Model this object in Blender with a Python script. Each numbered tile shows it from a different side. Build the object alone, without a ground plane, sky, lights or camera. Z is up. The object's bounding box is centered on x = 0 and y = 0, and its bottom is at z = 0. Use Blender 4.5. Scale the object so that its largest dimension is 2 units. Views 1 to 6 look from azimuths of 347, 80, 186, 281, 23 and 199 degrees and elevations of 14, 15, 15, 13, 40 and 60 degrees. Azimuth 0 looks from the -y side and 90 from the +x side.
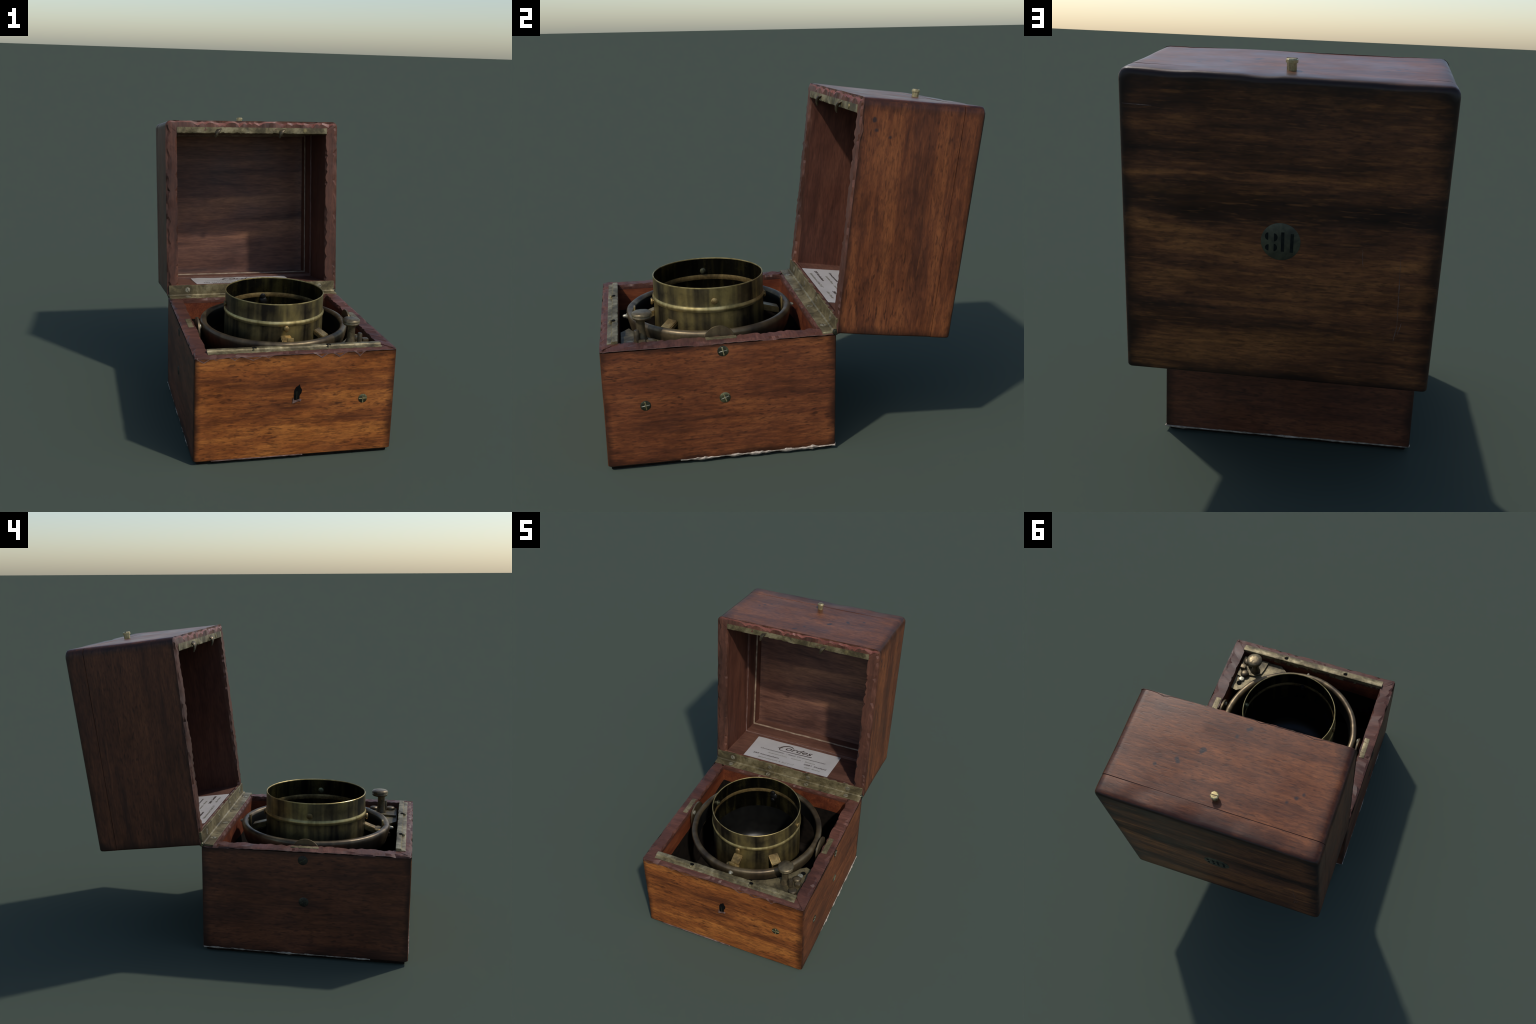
import bpy, bmesh, math, random
from mathutils import Vector, Matrix, noise

# ------------------------------------------------------------------ scene reset
for o in list(bpy.data.objects):
    bpy.data.objects.remove(o)
COL = bpy.context.scene.collection
RNG = random.Random(11)

# ------------------------------------------------------------------ main sizes (metres)
HX = 0.603                     # half width of the box
Y0, Y1 = -0.996, 0.216         # front and back faces
ZB, ZT = 0.020, 0.6635          # underside and rim of the lower case
IX = 0.516                     # half width of the openings
IY0, IY1 = -0.904, 0.130
LEAN = math.radians(6.4)       # the open lid leans back
HINGE = Vector((0.0, 0.214, 0.662))
LU, LV = 0.650, 1.213          # lid depth and height
BC = (0.0, -0.385)             # axis of the bowl


# ------------------------------------------------------------------ node helpers
class Nodes:
    def __init__(self, name):
        self.mat = bpy.data.materials.new(name)
        self.mat.use_nodes = True
        self.t = self.mat.node_tree
        self.t.nodes.clear()
        self.out = self.t.nodes.new('ShaderNodeOutputMaterial')
        self.b = self.t.nodes.new('ShaderNodeBsdfPrincipled')
        self.t.links.new(self.b.outputs[0], self.out.inputs[0])
        self.obj = self.t.nodes.new('ShaderNodeTexCoord').outputs['Object']

    def put(self, sock, val):
        if isinstance(val, bpy.types.NodeSocket):
            self.t.links.new(val, sock)
        elif val is not None:
            if isinstance(val, (tuple, list)) and len(val) == 3 and sock.type == 'RGBA':
                val = (*val, 1.0)
            sock.default_value = val

    def mapping(self, scale=(1, 1, 1), loc=(0, 0, 0), rot=(0, 0, 0), vec=None):
        n = self.t.nodes.new('ShaderNodeMapping')
        n.inputs['Scale'].default_value = scale
        n.inputs['Location'].default_value = loc
        n.inputs['Rotation'].default_value = rot
        self.put(n.inputs[0], vec or self.obj)
        return n.outputs[0]

    def noise(self, vec, scale, detail=3.0, rough=0.55, dist=0.0):
        n = self.t.nodes.new('ShaderNodeTexNoise')
        self.put(n.inputs['Vector'], vec)
        n.inputs['Scale'].default_value = scale
        n.inputs['Detail'].default_value = detail
        n.inputs['Roughness'].default_value = rough
        n.inputs['Distortion'].default_value = dist
        return n.outputs[0]

    def voronoi(self, vec, scale):
        n = self.t.nodes.new('ShaderNodeTexVoronoi')
        self.put(n.inputs['Vector'], vec)
        n.inputs['Scale'].default_value = scale
        return n.outputs[0]

    def ramp(self, fac, stops):
        n = self.t.nodes.new('ShaderNodeValToRGB')
        self.put(n.inputs[0], fac)
        r = n.color_ramp
        while len(r.elements) < len(stops):
            r.elements.new(0.5)
        for e, (p, c) in zip(r.elements, stops):
            e.position = p
            e.color = (*c, 1.0) if isinstance(c, tuple) else (c, c, c, 1.0)
        return n.outputs[0]

    def math(self, op, a, b=None, clamp=False):
        n = self.t.nodes.new('ShaderNodeMath')
        n.operation, n.use_clamp = op, clamp
        self.put(n.inputs[0], a)
        self.put(n.inputs[1], b)
        return n.outputs[0]

    def dist(self, vec, point):
        n = self.t.nodes.new('ShaderNodeVectorMath')
        n.operation = 'DISTANCE'
        self.put(n.inputs[0], vec)
        n.inputs[1].default_value = point
        return n.outputs['Value']

    def mix(self, fac, a, b, mode='MIX'):
        n = self.t.nodes.new('ShaderNodeMix')
        n.data_type, n.blend_type = 'RGBA', mode
        self.put(n.inputs[0], fac)
        self.put(n.inputs[6], a)
        self.put(n.inputs[7], b)
        return n.outputs[2]

    def xyz(self, vec=None):
        n = self.t.nodes.new('ShaderNodeSeparateXYZ')
        self.put(n.inputs[0], vec or self.obj)
        return n.outputs

    def combine(self, x, y, z):
        n = self.t.nodes.new('ShaderNodeCombineXYZ')
        for s, v in zip(n.inputs, (x, y, z)):
            self.put(s, v)
        return n.outputs[0]

    def bump(self, h, strength, distance=0.01):
        n = self.t.nodes.new('ShaderNodeBump')
        n.inputs['Strength'].default_value = strength
        n.inputs['Distance'].default_value = distance
        self.put(n.inputs['Height'], h)
        self.put(self.b.inputs['Normal'], n.outputs[0])

    def finish(self, color, rough=0.5, metal=0.0, spec=0.5, coat=0.0):
        self.put(self.b.inputs['Base Color'], color)
        self.put(self.b.inputs['Roughness'], rough)
        self.put(self.b.inputs['Metallic'], metal)
        self.b.inputs['Specular IOR Level'].default_value = spec
        self.b.inputs['Coat Weight'].default_value = coat
        self.b.inputs['Coat Roughness'].default_value = 0.25
        return self.mat


def wood(name, along, dark, mid, light, seed=0.0, bands=3.2, pores=1.0, rough=0.42, tilt=0.0,
         spots=(), margins=(), figure=None, streaks=0.0, spec=0.32, lo=0.38, hi=0.62):
    """Mahogany: broad bands, fibres and short dark pores drawn out along one axis."""
    k = Nodes(name)
    rot = {0: (0, tilt, 0), 1: (tilt, 0, 0), 2: (0, tilt, 0)}[along]

    def grain(across, lengthwise):
        s = [across] * 3
        s[along] = lengthwise
        return k.mapping(tuple(s), (seed, seed * 1.7, seed * 0.6), rot)
    big = k.noise(grain(bands, bands * 0.16), 1.0, 4.0, 0.6, 0.6)
    fine = k.noise(grain(26.0, 2.2), 1.0, 4.0, 0.65, 0.4)
    fibre = k.noise(grain(110.0, 14.0), 1.0, 2.0, 0.6)
    mott = k.noise(grain(5.0, 4.0), 1.0, 3.0, 0.55)
    f = k.math('ADD', k.math('MULTIPLY', big, 0.55), k.math('MULTIPLY', fine, 0.30))
    f = k.math('ADD', f, k.math('MULTIPLY', mott, 0.16))
    col = k.ramp(f, [(lo, dark), ((lo + hi) / 2, mid), (hi, light)])
    if figure:
        ax, span, stops = figure
        drift = k.math('MULTIPLY', k.math('SUBTRACT', k.noise(grain(2.5, 1.6), 1.0, 3.0, 0.55), 0.5), 0.16 * span)
        h = k.math('DIVIDE', k.math('ADD', k.xyz()[ax], drift), span)
        col = k.mix(1.0, col, k.ramp(h, stops), 'MULTIPLY')
    fib = k.ramp(fibre, [(0.3, 0.72), (0.65, 1.12)])
    col = k.mix(1.0, col, fib, 'MULTIPLY')
    pore = k.ramp(k.noise(grain(95.0, 24.0), 1.0, 1.5, 0.5), [(0.57, 0.0), (0.70, 1.0)])
    where = k.ramp(k.noise(grain(5.0, 2.0), 1.0, 3.0), [(0.35, 0.40), (0.6, 1.0)])
    pf = k.math('MULTIPLY', k.math('MULTIPLY', pore, where), 0.62 * pores, True)
    shade = tuple(c * 0.32 for c in dark)
    col = k.mix(pf, col, shade)
    fleck = k.ramp(k.noise(grain(72.0, 22.0), 1.0, 3.0, 0.65), [(0.47, 0.0), (0.66, 1.0)])
    col = k.mix(k.math('MULTIPLY', fleck, 0.55 * min(1.0, pores)), col, dark)
    pale_fleck = k.ramp(k.noise(grain(75.0, 9.0), 1.0, 3.0, 0.6), [(0.55, 0.0), (0.72, 1.0)])  # random paler flecks of grain
    col = k.mix(k.math('MULTIPLY', pale_fleck, 0.40 * min(1.0, pores)), col, tuple(c * 1.15 for c in light))
    if streaks:
        sk = k.ramp(k.noise(grain(44.0, 1.6), 1.0, 2.0, 0.5), [(0.60, 0.0), (0.72, 1.0)])
        col = k.mix(k.math('MULTIPLY', sk, streaks), col, shade)
    # small rubbed and stained places
    stain = k.ramp(k.noise(k.mapping((1, 1, 1), (seed + 4, 2, seed)), 7.0, 4.0, 0.6), [(0.60, 0.0), (0.80, 0.35)])
    col = k.mix(stain, col, tuple(c * 0.55 for c in mid))
    for (p, r) in spots:
        face = 2 if abs(p[2] - LV) < 1e-6 else 0
        keep = tuple(0.0 if i == face else 1.0 for i in range(3))
        p = tuple(c * k_ for c, k_ in zip(p, keep))
        wob = k.math('MULTIPLY', k.noise(k.obj, 38.0, 2.0), r * 1.5)
        d = k.math('ADD', k.dist(k.mapping(keep), p), wob)
        m = k.ramp(d, [(max(r * 1.75, 0.001), 0.85), (r * 1.75 + 0.007, 0.0)])
        col = k.mix(m, col, (0.018, 0.016, 0.018))
    for (ax, pos, width) in margins:
        d = k.math('ABSOLUTE', k.math('SUBTRACT', k.xyz()[ax], pos))
        wob = k.math('MULTIPLY', k.math('SUBTRACT', k.noise(grain(9.0, 5.0), 1.0, 4.0, 0.65), 0.5), width * 2.2)
        m = k.ramp(k.math('DIVIDE', k.math('ADD', d, wob), width), [(0.1, 0.85), (1.1, 0.0)])
        col = k.mix(m, col, tuple(c * 0.38 for c in dark))
    rr = k.ramp(mott, [(0.3, rough - 0.06), (0.7, rough + 0.10)])
    h = k.math('SUBTRACT', k.math('MULTIPLY', fibre, 0.4), pore)
    k.bump(h, 0.05, 0.003)
    return k.finish(col, rr, 0.0, spec)


def brass(name, dark, mid, light, metal=0.75, rough=0.38, mode='plain', centre=BC, seed=0.0, spec=0.5):
    """Tarnished brass; the streaked mode paints baked reflections as upright bands round an axis."""
    k = Nodes(name)
    if mode == 'reflection_streaks':
        p = k.mapping((1, 1, 1), (-centre[0], -centre[1], 0))
        x, y, z = k.xyz(p)
        ang = k.math('ARCTAN2', y, x)
        cx, sy = k.math('COSINE', ang), k.math('SINE', ang)
        v = k.combine(cx, sy, k.math('MULTIPLY', z, 0.35))
        f = k.math('ADD', k.math('MULTIPLY', k.noise(v, 3.6 + seed, 2.0, 0.6, 0.3), 0.8),
                   k.math('MULTIPLY', k.noise(v, 14.0, 2.0, 0.5), 0.2))
        patch = k.noise(k.obj, 9.0, 4.0, 0.6)
        f = k.math('ADD', k.math('MULTIPLY', f, 0.75), k.math('MULTIPLY', patch, 0.25))
    else:
        f = k.math('ADD', k.math('MULTIPLY', k.noise(k.mapping(loc=(seed, seed, 0)), 6.0, 4.0, 0.65, 1.2), 0.8),
                   k.math('MULTIPLY', k.noise(k.obj, 40.0, 3.0, 0.6), 0.2))
    col = k.ramp(f, [(0.38, dark), (0.49, mid), (0.62, light)])
    fine = k.noise(k.obj, 90.0, 3.0, 0.6)
    col = k.mix(0.15 if mode == 'reflection_streaks' else 0.4, col, k.ramp(fine, [(0.3, 0.7), (0.7, 1.15)]), 'MULTIPLY')
    grime = k.ramp(k.noise(k.mapping(loc=(3, seed, 1)), 13.0, 5.0, 0.65, 0.6), [(0.50, 0.0), (0.68, 0.30 if mode == 'reflection_streaks' else 0.7)])
    col = k.mix(grime, col, tuple(c * 0.45 for c in dark))
    k.bump(k.math('ADD', k.noise(k.obj, 45.0, 3.0), fine), 0.02 if mode == 'reflection_streaks' else 0.08, 0.004)
    return k.finish(col, k.ramp(patch if mode == 'reflection_streaks' else f, [(0.35, rough + 0.10), (0.65, rough - 0.05)]), metal, spec)


def plain(name, a, b, rough=0.6, scale=30.0, metal=0.0, spec=0.4, bump=0.15):
    k = Nodes(name)
    n = k.noise(k.obj, scale, 4.0, 0.6)
    k.bump(n, bump, 0.004)
    return k.finish(k.ramp(n, [(0.35, a), (0.65, b)]), rough, metal, spec)


# ------------------------------------------------------------------ materials
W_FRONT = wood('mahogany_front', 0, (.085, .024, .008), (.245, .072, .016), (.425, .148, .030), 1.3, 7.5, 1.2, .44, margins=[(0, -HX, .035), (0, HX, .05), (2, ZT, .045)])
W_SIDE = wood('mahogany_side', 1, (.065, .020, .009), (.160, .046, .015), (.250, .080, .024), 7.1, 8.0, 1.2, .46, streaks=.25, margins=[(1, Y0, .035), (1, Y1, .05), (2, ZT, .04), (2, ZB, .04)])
W_SIDE_L = wood('mahogany_shaded_side', 1, (.050, .017, .009), (.108, .034, .014), (.155, .050, .020), 3.4, 8.0, 1.1, .46, streaks=.25, margins=[(1, Y0, .035), (1, Y1, .05), (2, ZT, .04), (2, ZB, .04)])  # left board darkened: baked side shade put into the colour
W_BACK = wood('mahogany_back', 0, (.050, .018, .010), (.115, .036, .016), (.165, .055, .022), 5.2, 4.5, 1.0, .46, margins=[(0, -HX, .05), (0, HX, .05)])
W_LIDTOP = wood('mahogany_lid_front', 0, (.058, .018, .008), (.145, .045, .015), (.240, .078, .024), 2.6, 4.5, 1.0, .36, margins=[(0, -.615, .09), (0, .605, .05), (1, .65, .09)],
                spots=[((.262, .336, LV), .008), ((.250, .352, LV), .008), ((.145, .249, LV), .012), ((.150, .262, LV), .009), ((.003, .125, LV), .006), ((-.054, .062, LV), .007),
                       ((-.040, .070, LV), .006), ((.36, .40, LV), .006), ((-.40, .36, LV), .006), ((-.43, .33, LV), .005), ((-.36, .395, LV), .004)])
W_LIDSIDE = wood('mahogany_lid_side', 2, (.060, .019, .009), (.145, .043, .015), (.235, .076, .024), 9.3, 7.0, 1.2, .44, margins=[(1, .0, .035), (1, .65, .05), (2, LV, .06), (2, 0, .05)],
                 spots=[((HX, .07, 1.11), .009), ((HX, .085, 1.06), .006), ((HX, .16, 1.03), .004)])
W_LIDSIDE_L = wood('mahogany_lid_shaded_side', 2, (.050, .017, .009), (.112, .035, .014), (.165, .054, .021), 12.3, 5.0, 1.0, .46, margins=[(1, .0, .035), (1, .65, .05), (2, LV, .06), (2, 0, .05)])  # left lid board, its colour darkened to carry baked shade
W_LIDUNDER = wood('mahogany_lid_under', 0, (.07, .022, .010), (.13, .042, .017), (.19, .06, .024), 15.0, 5.0, 1.0, .46)
W_LIDBACK = wood('figured_lid_panel', 0, (.030, .013, .009), (.145, .050, .019), (.370, .138, .040), 4.15, 4.4, .75, .42, margins=[(0, -.615, .075), (0, .61, .06), (2, 1.20, .09), (2, 0.0, .04)],
                 tilt=.05, streaks=.45, lo=.39, hi=.63,
                 figure=(2, 1.2, [(.02, .55), (.11, .90), (.19, .55), (.26, 1.05), (.32, .85), (.44, 1.20), (.54, .95), (.58, .34), (.625, .40),
                                  (.67, 1.15), (.74, .75), (.83, 1.0), (.91, .62), (.99, .5)]))
W_PANEL = wood('worn_inner_panel', 0, (.060, .026, .018), (.135, .060, .038), (.240, .110, .058), 6.4, 5.5, .25, .55, tilt=.14)
W_INNER = wood('red_inner_wood', 1, (.070, .016, .008), (.145, .036, .014), (.215, .060, .021), 8.8, 6.0, .5, .5)
W_LINER = wood('lid_inner_wood', 2, (.045, .016, .010), (.085, .030, .018), (.125, .046, .026), 3.9, 6.0, .4, .5)
W_LEDGE = wood('lid_ledge_wood', 0, (.060, .026, .018), (.105, .046, .031), (.150, .070, .045), 2.2, 6.0, .4, .5)
RIM = wood('worn_rim_wood', 0, (.042, .016, .011), (.086, .032, .020), (.135, .052, .033), 1.9, 7.0, .3, .52)
RIM_LID = wood('worn_lid_rim_wood', 2, (.045, .018, .011), (.090, .034, .020), (.140, .054, .031), 5.9, 7.0, .3, .52)
RIM_ZIGZAG = wood('scan_zigzag_rim_wood', 0, (.080, .024, .016), (.165, .050, .032), (.230, .080, .055), 4.4, 9.0, .3, .45)  # paler scan facets painted along the lid rim zigzag
EDGE = plain('worn_and_highlit_edge', (.085, .045, .035), (.22, .14, .115), .5, 28)  # real wear, plus highlights painted on rim and ledge edges
PALE = plain('pale_broken_wood', (.20, .155, .115), (.52, .43, .34), .8, 38, bump=.6)
DARKWOOD_SHADE = plain('dark_underside_and_shade', (.006, .0045, .0035), (.014, .010, .007), .9, 30, spec=.1)  # underside and lid core; also shade painted into the lower lining
ENGRAVED = plain('engraved_dirt', (.008, .009, .008), (.016, .017, .014), .8, 60, spec=.1)
SLOT = plain('dark_slot_bar', (.035, .028, .016), (.07, .058, .034), .7, 60)  # dark bars that stand for screw slots
SEAM = plain('dark_seam', (.045, .017, .010), (.085, .030, .016), .6, 60)
CREAM = plain('cream_beading', (.13, .085, .055), (.30, .22, .145), .5, 22)
BRASS_BOWL = brass('reflection_streaked_brass', (.026, .020, .013), (.125, .096, .044), (.300, .228, .082), .72, .37, 'reflection_streaks')
BRASS_BEAD = brass('bright_brass_bead', (.20, .15, .055), (.40, .305, .12), (.56, .44, .20), .75, .38, 'reflection_streaks', seed=1.0)
BRASS_IN = brass('dark_inner_brass', (.012, .011, .008), (.030, .026, .014), (.170, .140, .045), .9, .26, 'reflection_streaks', seed=.6)
BLACK_IN = plain('black_lacquer', (.004, .004, .004), (.008, .008, .007), .40, 20, spec=.32, bump=.02)
BRASS_RING = brass('brown_brass', (.042, .031, .020), (.100, .072, .040), (.190, .142, .076), .65, .42, 'reflection_streaks', seed=-.6)
BRASS_GOLD = brass('warm_brass', (.12, .080, .028), (.25, .165, .058), (.38, .27, .105), .65, .42)
BRASS_DULL = brass('dull_brass', (.075, .057, .025), (.165, .130, .060), (.290, .240, .130), .4, .46, seed=2.0)
BRASS_POST = brass('brown_post_brass', (.045, .034, .020), (.098, .073, .040), (.190, .145, .075), .6, .42, seed=3.0)
BRASS_SCREW = brass('dark_screw_brass', (.035, .035, .022), (.090, .088, .050), (.330, .310, .150), .75, .36, seed=5.0)
HEAD_BRASS = brass('worn_screw_head', (.13, .11, .07), (.23, .20, .125), (.34, .31, .22), .5, .45, seed=4.0)
BRASS_PLATE = brass('grimy_plate_brass', (.045, .036, .018), (.105, .082, .038), (.190, .152, .075), .4, .5, seed=9.0)
SCREW_DARK = brass('dark_left_screw', (.012, .010, .007), (.030, .025, .016), (.060, .055, .035), .5, .5, seed=8.0)  # darker brass for the left wall screws
BRASS_KNOB = brass('yellow_knob_brass', (.22, .17, .07), (.42, .34, .16), (.62, .53, .30), .7, .38, seed=6.0)
BRASS_MEDAL = brass('green_brass', (.045, .042, .025), (.070, .066, .038), (.105, .098, .056), .25, .55, seed=7.0)
STEEL_HEAD = plain('grey_screw_head', (.22, .21, .15), (.40, .38, .29), .42, 50, metal=.5)
BLACK = plain('painted_recess', (.003, .003, .003), (.006, .006, .005), .9, 30, spec=.05)  # black plates and discs standing in for openings
PAPER = plain('card_paper', (.70, .67, .645), (.78, .75, .725), .6, 6.0, spec=.3, bump=.05)
INK = plain('dark_ink', (.055, .040, .034), (.075, .055, .045), .8, 60)
INK_FADED = plain('faded_ink', (.17, .155, .115), (.26, .24, .18), .8, 60)


# ------------------------------------------------------------------ object helpers
def link(name, me, mats, parent=None, smooth=None):
    ob = bpy.data.objects.new(name, me)
    COL.objects.link(ob)
    for m in (mats if isinstance(mats, (list, tuple)) else [mats]):
        me.materials.append(m)
    if parent is not None:
        ob.parent = parent
    if smooth is True:
        me.shade_smooth()
    elif smooth:
        me.shade_smooth()
        me.set_sharp_from_angle(angle=math.radians(smooth))
    return ob


def from_bm(name, bm, mats, parent=None, smooth=None, recalc=True):
    if recalc:
        bmesh.ops.recalc_face_normals(bm, faces=bm.faces)
    me = bpy.data.meshes.new(name)
    bm.to_mesh(me)
    bm.free()
    return link(name, me, mats, parent, smooth)


def box(name, lo, hi, mat, parent=None, bevel=0.003, seg=2, cuts=0, wobble=0.0):
    bm = bmesh.new()
    bmesh.ops.create_cube(bm, size=1.0)
    lo, hi = Vector(lo), Vector(hi)
    for v in bm.verts:
        v.co = Vector([(a + b) / 2 + c * (b - a) for a, b, c in zip(lo, hi, v.co)])
    if cuts:
        axis = max(range(3), key=lambda i: hi[i] - lo[i])
        es = [e for e in bm.edges if abs((e.verts[0].co - e.verts[1].co)[axis]) > 1e-6]
        bmesh.ops.subdivide_edges(bm, edges=es, cuts=cuts, use_grid_fill=True)
    if wobble:
        for v in bm.verts:
            v.co += noise.noise_vector(v.co * 23.0) * wobble
    if bevel:
        es = [e for e in bm.edges if len(e.link_faces) == 2 and e.calc_face_angle(0) > 0.6]
        bmesh.ops.bevel(bm, geom=es, offset=bevel, segments=seg, affect='EDGES', profile=0.6)
    return from_bm(name, bm, mat, parent, 40)


def slab(name, pts, thick, mat, parent, bevel=0.0, smooth=30):
    """A flat piece: outline in space, given depth by a vector."""
    bm = bmesh.new()
    d = Vector(thick)
    a = [bm.verts.new(p) for p in pts]
    b = [bm.verts.new(Vector(p) + d) for p in pts]
    bm.faces.new(a)
    bm.faces.new(list(reversed(b)))
    for i in range(len(a)):
        k = (i + 1) % len(a)
        bm.faces.new((a[i], b[i], b[k], a[k]))
    if bevel:
        es = [e for e in bm.edges if e.calc_face_angle(0) > 0.9]
        bmesh.ops.recalc_face_normals(bm, faces=bm.faces)
        bmesh.ops.bevel(bm, geom=es, offset=bevel, segments=2, affect='EDGES')
    return from_bm(name, bm, mat, parent, smooth)


def lathe(name, profile, mats, parent=None, seg=96, centre=(0, 0), pick=None, wob=0.0, smooth=50):
    """Turn (radius, height) pairs round an upright axis."""
    bm = bmesh.new()
    rings = []
    for r, z in profile:
        if r < 1e-5:
            rings.append([bm.verts.new((centre[0], centre[1], z))])
            continue
        ring = []
        for i in range(seg):
            a = 2 * math.pi * i / seg
            w = wob * noise.noise(Vector((3 * math.cos(a), 3 * math.sin(a), z * 9)))
            ring.append(bm.verts.new((centre[0] + (r + w) * math.cos(a), centre[1] + (r + w) * math.sin(a), z + w * 0.6)))
        rings.append(ring)
    for j in range(len(rings) - 1):
        a, b = rings[j], rings[j + 1]
        for i in range(seg):
            k = (i + 1) % seg
            if len(a) == 1 and len(b) == 1:
                continue
            if len(a) == 1:
                f = bm.faces.new((a[0], b[k], b[i]))
            elif len(b) == 1:
                f = bm.faces.new((a[i], a[k], b[0]))
            else:
                f = bm.faces.new((a[i], a[k], b[k], b[i]))
            if pick:
                f.material_index = pick(j)
    return from_bm(name, bm, mats, parent, smooth, recalc=False)


def place(ob, loc, axis=None, spin=0.0):
    """Stand an object made along +z at loc, pointing along axis."""
    q = Vector((0, 0, 1)).rotation_difference(Vector(axis).normalized()) if axis else Matrix.Identity(3).to_quaternion()
    m = Matrix.Translation(loc) @ q.to_matrix().to_4x4() @ Matrix.Rotation(spin, 4, 'Z')
    ob.data.transform(m)
    return ob


def path_ring(x0, x1, y0, y1, radii, n, arc):
    """Points of a rectangle with rounded corners; n per side, arc per corner, plus a side tag."""
    cs = [(x0, y0), (x1, y0), (x1, y1), (x0, y1)]
    inward = [(1, 1), (-1, 1), (-1, -1), (1, -1)]
    start = [math.pi, 1.5 * math.pi, 0, 0.5 * math.pi]
    pts, arcs = [], []
    for (cx, cy), (sx, sy), a0, r in zip(cs, inward, start, radii):
        arcs.append([(cx + sx * r + r * math.cos(a0 + t * math.pi / 2 / arc), cy + sy * r + r * math.sin(a0 + t * math.pi / 2 / arc))
                     for t in range(arc + 1)])
    for i in range(4):
        a, b = arcs[i], arcs[(i + 1) % 4]
        half = arc // 2
        for t, p in enumerate(a):
            pts.append((p[0], p[1], (i - 1) % 4 if t < half else i))
        p, q = a[-1], b[0]
        for t in range(1, n):
            s = t / n
            pts.append((p[0] + (q[0] - p[0]) * s, p[1] + (q[1] - p[1]) * s, i))
    return pts


def ring_mesh(rings, cap_start=False, cap_end=False):
    """Join closed rings of equal length; returns bmesh and per-face (band, index)."""
    bm = bmesh.new()
    vs = [[bm.verts.new(p) for p in r] for r in rings]
    tag = {}
    n = len(vs[0])
    for j in range(len(vs) - 1):
        for i in range(n):
            k = (i + 1) % n
            f = bm.faces.new((vs[j][i], vs[j][k], vs[j + 1][k], vs[j + 1][i]))
            tag[f] = (j, i)
    if cap_start:
        tag[bm.faces.new(list(reversed(vs[0])))] = (-1, 0)
    if cap_end:
        tag[bm.faces.new(vs[-1])] = (len(vs), 0)
    return bm, tag


def split_named(bm, tag, namer, parent, smooth_angle=35):
    """Cut one closed shell into named boards, each keeping the normals of the whole."""
    bm.normal_update()
    groups = {}
    for f in bm.faces:
        groups.setdefault(namer(*tag[f]), []).append(f)
    made = []
    for (nm, mat), faces in groups.items():
        vmap, verts, polys, norms = {}, [], [], []
        for f in faces:
            idx = []
            for v in f.verts:
                if v not in vmap:
                    vmap[v] = len(verts)
                    verts.append(v.co[:])
                idx.append(vmap[v])
                nrm = Vector((0, 0, 0))
                for g in v.link_faces:
                    if g.normal.angle(f.normal, 0) < math.radians(smooth_angle):
                        nrm += g.normal * g.calc_area()
                norms.append(nrm.normalized() if nrm.length else f.normal.copy())
            polys.append(idx)
        me = bpy.data.meshes.new(nm)
        me.from_pydata(verts, [], polys)
        me.shade_smooth()
        me.normals_split_custom_set(norms)
        made.append(link(nm, me, mat, parent))
    return made


def zigzag(n, low, high, chance, seed):
    """Scan-artifact jags put into an edge as chips: mostly a small waver, with a sharp tooth here and there."""
    r = random.Random(seed)
    v = [abs(noise.noise(Vector((i * 0.37, seed, 0)))) * low for i in range(n)]
    i = 0
    while i < n:
        if r.random() < chance:
            w, h = r.choice((1, 1, 2, 2, 3)), high * r.uniform(0.35, 1.0)
            for d in range(-w, w + 1):
                j = (i + d) % n
                v[j] = max(v[j], h * (1 - abs(d) / (w + 0.6)))
            i += w
        i += 1
    return v


def cut_screw(name, loc, axis, r, mat, parent, slot=0.0, dome=0.25, height=0.006, deep=0.0):
    """Slotted screw head: a low dome with a dark bar laid on as the slot."""
    prof = [(r * 1.0, -0.004), (r * 1.0, height * .45), (r * .9, height * (.75)), (r * .5, height), (0, height * (1 + dome))]
    ob = lathe(name, prof, mat, parent, 20)
    place(ob, loc, axis, slot)
    s = box('screw_slot_bar', (-r * .86, -r * .13, height * .9), (r * .86, r * .13, height * (1 + dome) + .0006), SLOT, parent, 0)
    place(s, loc, axis, slot)
    return ob


# ------------------------------------------------------------------ root
root = bpy.data.objects.new('chronometer_box', None)
COL.objects.link(root)
root['label'] = 'Open mahogany box holding a brass gimballed chronometer bowl'
root['category'] = 'chronometer box'

# ------------------------------------------------------------------ lower case
NS, NA = 66, 4
RO = (0.016, 0.016, 0.010, 0.010)
case = box('case', (-HX + .018, Y0 + .018, .0), (HX - .018, Y1 - .018, .05), DARKWOOD_SHADE, root, .004)
case.location = (0, 0, 0)


def flat(ring, z, warp=0.0, seed=0):
    out = []
    for x, y, s in ring:
        w = warp * noise.noise(Vector((x * 2.2, y * 2.2, z * 3 + seed)))
        b = .002 + .0055 * (1 - (2 * z / ZT - 1) ** 2) ** .5 * (1 - abs((y + .39) / .62) ** 4) if 0 < z < ZT and abs(y + .39) < .62 else 0
        out.append((x + ((w + math.copysign(b, x)) if abs(x) > HX - .03 else 0), y + (w if y < Y0 + .03 or y > Y1 - .03 else 0), z))
    return out


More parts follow.
